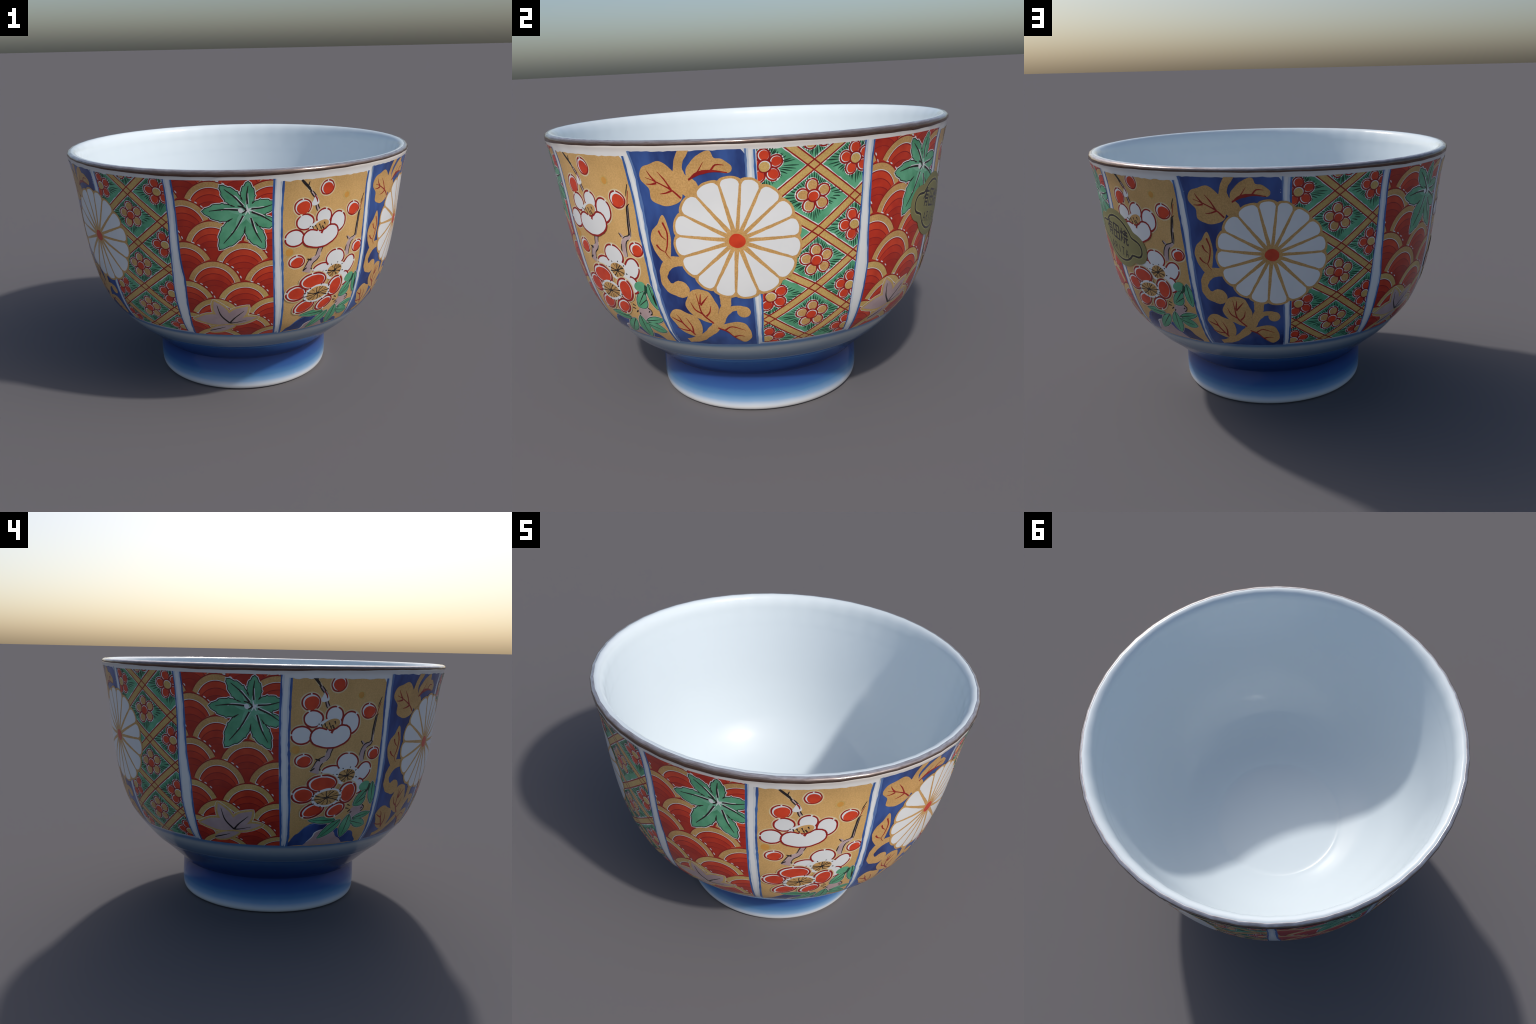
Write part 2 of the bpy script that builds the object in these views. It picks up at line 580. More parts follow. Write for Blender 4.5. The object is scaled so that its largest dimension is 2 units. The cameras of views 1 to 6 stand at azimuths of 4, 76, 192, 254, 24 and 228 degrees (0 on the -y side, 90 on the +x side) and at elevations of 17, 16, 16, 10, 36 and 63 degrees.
def maple(p, parent):
    pc = Piece(p)
    c = (.116, 1.143)
    tips = mm([(-101, 1138), (-24, 942), (196, 939), (262, 1060), (262, 1168), (126, 1287), (-9, 1269)])
    notch = mm([(26, 1090), (101, 1036), (163, 1064), (168, 1116), (146, 1181), (90, 1203), (42, 1166)])
    leaf = lobed(tips, notch, .115, 3.0, .006)
    h = H0 + .0012
    pc.fill(grow(leaf, .0080), h, CHALK)
    pc.fill(grow(leaf, .0042), h + .0004, BLACK)
    pc.fill(leaf, h + .0008, GREEN)
    inner = [(c[0] + (x - c[0]) * .42, c[1] + (y - c[1]) * .42) for x, y in lobed(tips, notch, .06)]
    pc.fill(inner, h + .0011, GREEN_PALE)
    for k, t in enumerate(tips):
        v = np.array(t) - c
        s = .14 if k not in (2, 5) else .20
        a, b_ = np.array(c) + v * s, np.array(c) + v * .84
        n = np.array([-v[1], v[0]]) * .03 * (1 if k % 2 else -1)
        pc.line([tuple(a + n * .2), tuple((a + b_) / 2 + n + .003), tuple(b_ * .6 + a * .4)], [.013, .008, .002], h + .0014, CHALK)
        pc.line([tuple(a), tuple((a + b_) / 2 + n), tuple(b_)], [.009, .007, .003], h + .0017, BLACK)
    for k, nt_ in enumerate(notch):                     # folds running in from the notches
        v = np.array(c) - nt_
        pc.line([tuple(np.array(nt_) - v * .05), tuple(np.array(nt_) + v * .22)], [.009, .002], h + .0017, BLACK)
    pc.fill(oval(.084, 1.141, .011, .013, 20), h + .0020, CHALK)
    pc.line(mm([(72, 1164), (98, 1156), (110, 1140), (92, 1126)]), [.005, .008, .009, .005], h + .0023, BLACK)
    for a in (20, 95, 200, 250, 300, 345):
        pc.line([(c[0] + .002, c[1]), (c[0] + .026 * math.cos(a * RAD), c[1] + .026 * math.sin(a * RAD))], [.010, .003], h + .0012, CHALK)
    pc.build("maple_leaf", parent)


def fallen_leaf(p, parent):
    pc = Piece(p)
    tips = mm([(-178, 526), (148, 541), (104, 616), (-70, 650)])
    notch = mm([(6, 502), (66, 537), (4, 574), (-62, 565)])
    leaf = lobed(tips, notch, .10)
    h = H0 + .0012
    pc.fill(grow(leaf, .0135), h, CHALK)
    pc.fill(grow(leaf, .0115), h + .0003, YELLOW)
    pc.fill(leaf, h + .0007, MAUVE)
    small = blade((-.108, .434), (.030, .489), .046, .42)
    pc.fill(grow(small, .010), h + .0003, YELLOW)
    pc.fill(small, h + .0007, MAUVE)
    for tip, w in (((-.055, .625), .007), ((.082, .588), .007), ((.09, .525), .005)):
        pc.line([(.004, .505), ((.004 + tip[0]) / 2 - .012, (.505 + tip[1]) / 2 - .006), tip], [w + .002, w, .002], h + .0010, BLACK)
    pc.line(mm([(-104, 440), (-60, 458), (-20, 474)]), [.007, .006, .002], h + .0010, BLACK)
    pc.build("fallen_leaf", parent)


def bud(p, parent, x, y, rx, ry, tilt=0):
    pc = Piece(p)
    pc.fill(oval(x, y, rx + .006, ry + .006, tilt), H0, CREAM)
    pc.fill(oval(x, y, rx, ry, tilt, .02), H0 + HS * 2, LINE_RED)
    pc.fill(oval(x, y, rx - .007, ry - .007, tilt), H0 + HS * 4, CHALK)
    pc.fill(oval(x + .003, y - .004, rx - .0112, ry - .0104, tilt + 20, .03), H0 + HS * 6, RED)
    pc.line([(x - .003, y + ry), (x, y + ry - .014)], [.008, .003], H0 + HS * 7, CHALK)
    pc.build("plum_bud", parent)


def petals(pc, list_, h, red=False):
    """Outlined plum petals, painted one over another; entries (cx, cy, rx, ry, tilt, dent angle)."""
    P = [[v / 1000 for v in q[:4]] + list(q[4:]) for q in list_]
    for cx, cy, rx, ry, tilt, dent in P:
        pc.fill(oval(cx, cy, rx + .0055, ry + .0055, tilt), h, CREAM)
    for k, (cx, cy, rx, ry, tilt, dent) in enumerate(P):
        q = h + .0003 + k * .0007
        wide = .0098 if red else .0084
        pc.fill(oval(cx, cy, rx, ry, tilt, .015, dent=(dent, .10)), q, LINE_RED)
        pc.fill(oval(cx, cy, rx - wide, ry - wide, tilt, .012), q + .00022, CHALK)
        a, d, c, s = (dent + tilt) * RAD, dent * RAD, math.cos(tilt * RAD), math.sin(tilt * RAD)
        ex, ey = cx + rx * math.cos(d) * c - ry * math.sin(d) * s, cy + rx * math.cos(d) * s + ry * math.sin(d) * c
        pc.line([(ex, ey), (ex - .016 * math.cos(a), ey - .016 * math.sin(a))], [.009, .003], q + .00030, CHALK)
        if red:
            pc.fill(oval(cx + .003, cy - .002, rx - .0155, ry - .0138, tilt, .02), q + .00044, RED)


def stamens(pc, x, y, rx, ry, h, tilt=0, rays=9, seed=0):
    rg = np.random.default_rng(seed)
    pc.fill(oval(x, y, rx * 1.22, ry * 1.28, tilt), h, CHALK)
    pc.fill(oval(x, y, rx, ry, tilt, .05), h + .0003, GOLD)
    c, s = math.cos(tilt * RAD), math.sin(tilt * RAD)
    at = lambda a, k: (x + rx * k * math.cos(a) * c - ry * k * math.sin(a) * s, y + rx * k * math.cos(a) * s + ry * k * math.sin(a) * c)
    for i in range(rays * 2):
        a = math.pi * i / rays + rg.normal(0, .1)
        if i % 2:
            pc.line([at(a, .45), at(a, .95)], [.003, .008], h + .0006, BROWN)
            pc.line([at(a, 1.15), at(a, 1.34)], [.006, .004], h + .0009, BLACK)
        else:
            pc.line([at(a, 0), at(a + .1, .55), at(a, 1.02 + rg.uniform(-.15, .2))], [.006, .004, .006], h + .0009, BLACK)


def green_leaf(pc, base, tip, w, h, fat=.45):
    base, tip = (base[0] / 1000, base[1] / 1000), (tip[0] / 1000, tip[1] / 1000)
    q = blade(base, tip, w / 1000, fat)
    pc.fill(grow(q, .0048), h, CHALK)
    pc.fill(grow(q, .0030), h + .0004, BLACK)
    pc.fill(q, h + .0008, GREEN)
    mix = lambda u: (base[0] + (tip[0] - base[0]) * u, base[1] + (tip[1] - base[1]) * u)
    pc.line([mix(.02), mix(.45), mix(.85)], [.004, .0035, .0015], h + .0012, BLACK)


def twig(pc, pts, w, h):
    """Mauve branch with broken black edges."""
    P = mm(pts)
    pc.line(P, [k + .006 for k in w], h, CREAM)
    pc.line(P, w, h + .0003, MAUVE)
    Q = np.array(spline([(x, y, k) for (x, y), k in zip(P, np.interp(np.linspace(0, 1, len(P)), np.linspace(0, 1, len(w)), w))], .01))
    t = np.gradient(Q[:, :2], axis=0)
    t /= np.linalg.norm(t, axis=1, keepdims=True)
    nrm = np.stack([-t[:, 1], t[:, 0]], 1)
    for sgn in (1, -1):
        E = Q[:, :2] + nrm * sgn * Q[:, 2:] / 2
        a = 0
        while a < len(E) - 2:
            b_ = min(len(E), a + int(RNG.integers(7, 16)))
            if b_ - a > 2:
                pc.line([tuple(e) for e in E[a:b_:2]], [.004, .006, .005, .003], h + .0006, BLACK)
            a = b_ + 1


def plum_panel(p):
    g = p.ground("plum_panel", GROUND_GOLD)
    strips(p, g, [(0, -.004, .010, COBALT_LINE), (1, .004, .011, COBALT_LINE)])
    pc = Piece(p)
    twig(pc, [(-168, 1278), (-132, 1241), (-102, 1205), (-76, 1172)], [.006, .009, .012, .012], H0)
    pc.line(mm([(-166, 1277), (-134, 1243), (-108, 1212)]), [.008, .011, .006], H0 + .0009, BLACK)
    pc.line(mm([(-130, 1243), (-125, 1266)]), [.007, .004], H0 + .0009, BLACK)
    twig(pc, [(-76, 1150), (-70, 1128), (-58, 1108)], [.010, .014, .016], H0)
    twig(pc, [(-25, 935), (-42, 898), (-52, 867), (-84, 845), (-98, 818), (-108, 786)], [.022, .024, .026, .032, .034, .05], H0)
    pc.line(mm([(-84, 852), (-108, 860)]), [.010, .005], H0 + .0009, BLACK)
    pc.line(mm([(-108, 812), (-128, 798)]), [.007, .008], H0 + .0009, BLACK)
    pc.line(mm([(-84, 806), (-62, 786)]), [.008, .010], H0 + .0009, BLACK)
    twig(pc, [(205, 1070), (194, 998), (188, 940), (158, 922), (142, 895), (134, 840)], [.008, .011, .013, .022, .026, .030], H0)
    pc.line(mm([(202, 1066), (191, 998), (187, 942)]), [.006, .008, .008], H0 + .0009, BLACK)
    pc.line(mm([(150, 926), (130, 946)]), [.016, .010], H0 + .0004, MAUVE)
    pc.line(mm([(138, 930), (126, 948)]), [.006, .004], H0 + .0009, BLACK)
    pc.line(mm([(227, 1162), (216, 1134), (208, 1110)]), [.003, .005, .002], H0 + .0009, BLACK)
    pc.line(mm([(224, 1135), (214, 1105), (204, 1068)]), [.003, .004, .004], H0 + .0003, LINE_RED)
    pc.line(mm([(203, 1068), (217, 1079)]), [.006, .003], H0 + .0009, BLACK)
    pc.fill(blob([(-84, 1190), (-66, 1165), (-64, 1148), (-88, 1138), (-104, 1148), (-98, 1164)]), H0 + .0011, CHALK)
    pc.line(mm([(-90, 1192), (-76, 1172), (-72, 1156)]), [.005, .008, .004], H0 + .0014, LINE_RED)
    pc.build("plum_branch", g)
    for q in ((-22, 1226, 40, 40, 20), (-149, 1138, 47, 43, 0), (156, 1094, 45, 39, -10), (207, 880, 39, 34, 15), (-165, 852, 45, 36, 0)):
        bud(p, g, *[k / 1000 for k in q[:4]], q[4])
    for x, y, r in ((102, 1171, 15), (-207, 907, 20)):
        pc = Piece(p)
        pc.fill(oval(x / 1000, y / 1000, r / 1000 + .007, r / 1000 + .006), H0, YELLOW)
        pc.fill(oval(x / 1000, y / 1000, r / 1000, r / 1000), H0 + HS * 2, AMBER)
        pc.build("gold_dot", g)

    # white blossom seen from the side
    pc = Piece(p)
    pc.fill(oval(-.05, 1.03, .10, .05, 10), H0 + .0004, CHALK)
    petals(pc, [(-132, 1059, 50, 44, 0, 120), (-28, 1076, 47, 46, 0, 75), (58, 1040, 50, 58, 0, 55), (-184, 980, 54, 47, 0, 178)], H0 + .0010)
    bean = mm([(-98, 972), (-62, 962), (-24, 962), (8, 976), (20, 986)])
    for d, hh, mat in ((.096, .0060, LINE_RED), (.079, .0064, CHALK)):
        Q = np.array(spline(bean, .01))
        t = np.gradient(Q, axis=0)
        t /= np.linalg.norm(t, axis=1, keepdims=True)
        nrm = np.stack([-t[:, 1], t[:, 0]], 1)
        n0 = math.atan2(nrm[0][1], nrm[0][0])
        n1 = math.atan2(nrm[-1][1], nrm[-1][0])
        cap0 = [tuple(Q[0] + d / 2 * np.array((math.cos(n0 + a), math.sin(n0 + a)))) for a in np.linspace(math.pi, 0, 9)]
        cap1 = [tuple(Q[-1] + d / 2 * np.array((math.cos(n1 - a), math.sin(n1 - a)))) for a in np.linspace(0, math.pi, 9)]
        pc.fill(cap0 + [tuple(q) for q in Q + nrm * d / 2] + cap1 + [tuple(q) for q in (Q - nrm * d / 2)[::-1]], hh, mat)
    pc.line(mm([(-62, 1006), (-50, 995)]), [.010, .004], .0067, CHALK)
    pc.line(mm([(-40, 990), (-28, 1010)]), [.012, .006], .0068, LINE_RED)
    pc.fill(oval(-.052, 1.028, .062, .034, 18), .0053, CHALK)
    pc.fill(oval(-.044, 1.030, .048, .026, 22), .0056, GOLD)
    for x, y in ((-92, 1034), (-76, 1038), (-66, 1022), (-54, 1042), (-46, 1026), (-36, 1030), (-26, 1048), (-30, 1020), (-106, 1033)):
        pc.line(mm([(x, y), (x + 6, y - 16 if x > -100 else y + 2)]), [.008, .003], .0059, BLACK)
    pc.build("white_blossom", g)

    # white blossom seen from the front
    pc = Piece(p)
    petals(pc, [(-24, 797, 52, 30, 12, 165), (62, 840, 62, 52, 0, 88), (157, 786, 42, 58, -30, 35), (136, 706, 36, 46, -10, 20)], H0 + .0010)
    pc.fill(oval(.066, .768, .075, .050, 0), .0050, CHALK)
    stamens(pc, .064, .768, .046, .036, .0053, 10, 8, 3)
    pc.build("white_blossom", g)

    pc = Piece(p)
    petals(pc, [(-153, 669, 59, 48, 0, 170), (-95, 581, 64, 42, 28, 200), (24, 580, 57, 38, 35, 250), (78, 676, 50, 62, -18, 80), (-62, 730, 78, 50, 4, 95)], H0 + .0050, True)
    stamens(pc, -.030, .653, .064, .040, .0102, 12, 8, 5)
    pc.build("red_blossom", g)

    # rock at the foot of the panel, leaves and old stump
    pc = Piece(p)
    pc.fill(blob([(-172, 320), (-173, 385), (-160, 424), (-138, 444), (-108, 486), (-71, 502), (14, 486), (65, 458), (113, 440), (152, 432), (170, 400), (173, 330)]), H0, COBALT)
    pc.fill(blob([(-96, 320), (-90, 366), (-66, 412), (-58, 442), (-22, 460), (42, 442), (62, 408), (94, 380), (104, 330)]), H0 + .0005, MAUVE)
    pc.line(mm([(-88, 372), (-64, 414), (-57, 440), (-24, 459)]), [.003, .006, .006, .002], H0 + .0008, CHALK)
    pc.line(mm([(-142, 440), (-112, 480), (-72, 498)]), [.003, .005, .003], H0 + .0004, COBALT_WASH)
    pc.build("blue_rock", g)
    pc = Piece(p)
    h = H0 + .0012
    pc.fill(blob([(118, 580), (146, 590), (182, 596), (194, 572), (180, 548), (176, 524), (142, 516), (112, 536)]), h, MAUVE)
    for q in ([(178, 598), (194, 584), (190, 566)], [(184, 580), (174, 572)], [(190, 566), (176, 556)], [(180, 548), (174, 526)], [(112, 572), (98, 560)], [(122, 562), (110, 544)], [(92, 604), (108, 596)], [(84, 584), (102, 580)]):
        pc.line(mm(q), [.007, .004], h + .0005, BLACK)
    pc.build("old_stump", g)
    pc = Piece(p)
    for base, tip, w, fat in (((36, 518), (-106, 520), 40, .42), ((66, 517), (-38, 400), 50, .45), ((112, 545), (92, 398), 60, .5), ((122, 503), (222, 468), 56, .6),
                              ((134, 517), (244, 545), 34, .5), ((192, 642), (126, 596), 50, .5)):
        green_leaf(pc, base, tip, w, h + .0012, fat)
    green_leaf(pc, (192, 680), (126, 597), 44, h + .0012, .45)
    green_leaf(pc, (226, 724), (234, 596), 46, h + .0014, .5)
    pc.fill(oval(.176, .705, .034, .024, 25), h + .0026, GREEN)
    pc.line(mm([(208, 716), (204, 690), (190, 668)]), [.010, .016, .006], h + .0029, GREEN_DARK)
    pc.build("leaf_spray", g)
    return g


def vine_leaf(pc, outline, veins, h):
    pc.fill(blob(outline), h, GOLD)
    for v in veins:
        pc.line(mm(v), [.008, .006, .002], h + .0005, LINE_RED)


def curl(pc, pts, ws, h):
    P = [(x, y, w) for (x, y), w in zip(pts, ws)]
    Q = np.array(spline([(x / 1000, y / 1000, w / 1000) for x, y, w in P], .008))
    pc.line([tuple(q[:2]) for q in Q], [q[2] for q in Q], h, GOLD, smooth=False)
    x, y, w = Q[-1]
    pc.fill(oval(x, y, w / 2, w / 2), h + .0003, GOLD)


def chrysanthemum_panel(p):
    g = p.ground("chrysanthemum_panel", COBALT, .002)
    strips(p, g, [(0, -.001, .012, COBALT_WASH), (1, .001, .007, COBALT_WASH)])
    h = H0
    pc = Piece(p)
    vine_leaf(pc, [(-38, 1112), (-57, 1090), (-113, 1076), (-170, 1100), (-177, 1146), (-211, 1188), (-200, 1230), (-162, 1246), (-112, 1258), (-62, 1216), (-36, 1150)],
              [[(-43, 1109), (-80, 1143), (-145, 1177), (-186, 1192)], [(-80, 1143), (-104, 1184), (-130, 1216)], [(-145, 1177), (-164, 1200), (-176, 1220)],
               [(-78, 1140), (-104, 1130), (-131, 1126)], [(-140, 1170), (-164, 1165), (-186, 1166)]], h + .0006)
    pc.build("vine_leaf", g)
    pc = Piece(p)
    vine_leaf(pc, [(-2, 1182), (-8, 1226), (39, 1278), (90, 1298), (106, 1268), (136, 1262), (169, 1230), (154, 1206), (90, 1213), (28, 1200)],
              [[(-2, 1185), (30, 1207), (62, 1252)], [(88, 1218), (108, 1240), (140, 1238)]], h + .0006)
    pc.line(mm([(-4, 1182), (35, 1207), (90, 1216), (150, 1208)]), [.006, .016, .010, .004], h + .0012, LINE_RED)
    pc.build("vine_leaf", g)
    pc = Piece(p)
    vine_leaf(pc, [(-133, 1040), (-160, 1002), (-172, 990), (-190, 970), (-202, 935), (-197, 905), (-183, 869), (-152, 832), (-124, 846), (-113, 905), (-109, 945), (-114, 990)],
              [[(-137, 1008), (-122, 962), (-130, 905), (-140, 878), (-122, 850)], [(-160, 973), (-150, 950), (-131, 934)], [(-178, 911), (-164, 892), (-138, 878)]], h + .0006)
    pc.build("vine_leaf", g)
    pc = Piece(p)
    vine_leaf(pc, [(22, 544), (-36, 566), (-74, 600), (-88, 638), (-76, 670), (-54, 706), (-15, 717), (24, 702), (42, 664), (55, 626), (42, 578)],
              [[(22, 544), (-19, 595), (-28, 650), (-34, 696)], [(-21, 638), (0, 664), (18, 686)], [(-19, 595), (-48, 615), (-63, 652)], [(-4, 582), (14, 604), (22, 636)],
               [(-22, 645), (-18, 672), (-14, 694)]], h + .0008)
    pc.build("vine_leaf", g)
    pc = Piece(p)
    vine_leaf(pc, [(-70, 454), (-132, 487), (-157, 532), (-175, 570), (-154, 604), (-121, 611), (-86, 592), (-52, 578), (-36, 543), (-38, 490)],
              [[(-76, 468), (-120, 536), (-128, 560), (-142, 582)], [(-122, 540), (-146, 552), (-168, 566)], [(-82, 480), (-80, 520), (-98, 566)], [(-96, 492), (-126, 496), (-154, 508)]], h + .0008)
    pc.build("vine_leaf", g)
    pc = Piece(p)
    vine_leaf(pc, [(36, 524), (89, 546), (131, 551), (163, 530), (173, 462), (142, 424), (112, 440), (78, 490)],
              [[(36, 518), (72, 497), (99, 459), (126, 430)], [(66, 506), (98, 525), (152, 502)], [(98, 462), (120, 470), (143, 464)]], h + .0008)
    pc.build("vine_leaf", g)
    pc = Piece(p)
    pc.line(mm([(-2, 1309), (-34, 1259), (-40, 1205), (-6, 1152), (30, 1100)]), [.036, .036, .044, .075, .05], h, GOLD)
    pc.line(mm([(92, 690), (84, 626), (58, 572), (32, 528), (-19, 474), (-70, 437), (-118, 420)]), [.046, .044, .04, .044, .036, .040, .03], h + .0002, GOLD)
    curl(pc, [(-60, 842), (-116, 838), (-150, 812), (-166, 774), (-160, 735), (-134, 712), (-98, 712)], [40, 48, 42, 38, 42, 56, 80], h + .0002)
    curl(pc, [(78, 600), (112, 622), (142, 622), (158, 604)], [30, 26, 30, 56], h + .0002)
    pc.build("vine_stem", g)
    return g


def chrysanthemum(p, parent):
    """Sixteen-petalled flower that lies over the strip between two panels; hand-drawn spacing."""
    cx, cy = .1635, .9325
    spokes = [.5, 20.5, 41, 62.8, 82, 102.6, 128, 152, 175, 197, 221, 242, 263.6, 286, 312, 338]
    h = .0040
    pc = Piece(p)
    edge = []
    for i, a0 in enumerate(spokes):
        a1 = spokes[(i + 1) % 16] + (360 if i == 15 else 0)
        for u in np.linspace(0, 1, 12)[:-1]:
            a, r = (a0 + (a1 - a0) * u) * RAD, .251 + .012 * math.sin(math.pi * u) ** .7
            edge.append((cx + r * math.cos(a), cy + r * math.sin(a)))
    pc.fill(edge, h, GOLD, clip=False)
    pc.build("flower_ground", parent)
    for i, a0 in enumerate(spokes):
        a1 = spokes[(i + 1) % 16] + (360 if i == 15 else 0)
        am, half = (a0 + a1) / 2 * RAD, (a1 - a0) / 2 * RAD
        q = Piece(p)
        pts = []
        for u in np.linspace(-1, 1, 15):                 # rounded outer end
            r = .2405 + .0125 * (1 - abs(u) ** 2.2) - .010 * max(0, abs(u) - .8) * 5
            a = am + u * (half - .0050 / r)
            pts.append((cx + r * math.cos(a), cy + r * math.sin(a)))
        r_in = max(.046, .0054 / math.sin(half))
        a = am
        pts.append((cx + r_in * math.cos(a), cy + r_in * math.sin(a)))
        q.fill(pts, h + .0006, CHALK, clip=False)
        q.build("chrysanthemum_petal", parent)
    q = Piece(p)
    q.fill(oval(cx + .001, cy - .002, .033, .030, 0, .02), h + .0010, RED, clip=False)
    q.build("flower_eye", parent)


def lattice_panel(p):
    g = p.ground("lattice_panel", GREEN)
    strips(p, g, [(0, -.005, .008, COBALT_LINE), (1, .003, .007, COBALT_LINE)])
    bars = [[(-118, 1315), (2, 1218), (184, 1073), (240, 1028)], [(130, 1316), (2, 1218), (-175, 1082)], [(240, 1118), (184, 1073), (22, 946), (-165, 806)],
            [(-175, 1082), (22, 946), (185, 820), (240, 775)], [(240, 862), (185, 820), (15, 695), (-177, 558), (-250, 500)],
            [(-165, 806), (15, 695), (169, 571), (230, 525)], [(-240, 600), (-177, 558), (-10, 428), (50, 384)], [(230, 612), (169, 571), (-10, 428), (-70, 384)]]
    pc = Piece(p)
    for b_ in bars:
        pc.line(mm(b_), .044, H0, CHALK, smooth=False)
        pc.line(mm(b_), .034, H0 + .0004, YELLOW, smooth=False)
    for b_ in bars:
        P = np.array(mm(b_))
        t = np.gradient(P, axis=0)
        t /= np.linalg.norm(t, axis=1, keepdims=True)
        nrm = np.stack([-t[:, 1], t[:, 0]], 1)
        for s in (1, -1):
            E = P + nrm * s * .0160
            pc.line([tuple(e) for e in E], .0058, H0 + .0008, LINE_RED, smooth=False)
    pc.build("lattice_bar", g)
    dx, dy = .178, .135
    cells = [(2, 1093, 0), (17, 820, 0), (8, 562, 0), (4, 1345, 0), (-192, 1225, 1), (182, 1228, 1), (186, 953, 1), (-172, 672, 1), (176, 678, 1), (-172, 440, 1), (180, 452, 1), (-180, 945, 1)]
    blades = Piece(p)
    for k, (x, y, red) in enumerate(cells):
        cx, cy = x / 1000, y / 1000
        rg = np.random.default_rng(40 + k)
        n = 48
        for i in range(n):                              # pine-needle hatching round the flower
            a = 2 * math.pi * (i + rg.uniform(-.25, .25)) / n
            c, s = math.cos(a), math.sin(a)
            reach = 1 / (abs(c) / dx + abs(s) / dy) - .029
            r0 = max(.046, reach * rg.uniform(.45, .66))
            if reach - r0 < .008:
                continue
            blades.line([(cx + r0 * c, cy + r0 * s), (cx + (r0 + reach) / 2 * c, cy + (r0 + reach) / 2 * s), (cx + reach * rg.uniform(.88, 1) * c, cy + reach * s)],
                        [.0022, .0056, .0014], H0 + .0002, GREEN_DARK)
        q = Piece(p)
        core, leaf = (YELLOW, RED) if red else (RED, GOLD)
        a0 = (100 if red else 92) + rg.uniform(-8, 8)
        for i in range(5):
            a = (a0 + 72 * i) * RAD
            d = .0465
            px, py = cx + d * math.cos(a), cy + d * math.sin(a) * .94
            tl = math.degrees(a)
            q.fill(oval(px, py, .0318, .0302, tl), H0 + .0002, CHALK)
            q.fill(oval(px, py, .0290, .0276, tl, .02, dent=(0, .10)), H0 + .0006, LINE_RED)
            q.fill(oval(px, py, .0224, .0212, tl), H0 + .0010, CHALK)
            q.fill(oval(px + .002, py, .0205, .0190, tl, .02), H0 + .0014, leaf)
        q.fill(oval(cx, cy, .0288, .0275), H0 + .0018, LINE_RED)
        q.fill(oval(cx, cy, .0225, .0212), H0 + .0022, CHALK)
        q.fill(oval(cx - .001, cy - .002, .0208, .0195), H0 + .0025, core)
        q.build("lattice_flower", g)
    blades.build("pine_needle_hatching", g, "stuff")
    return g


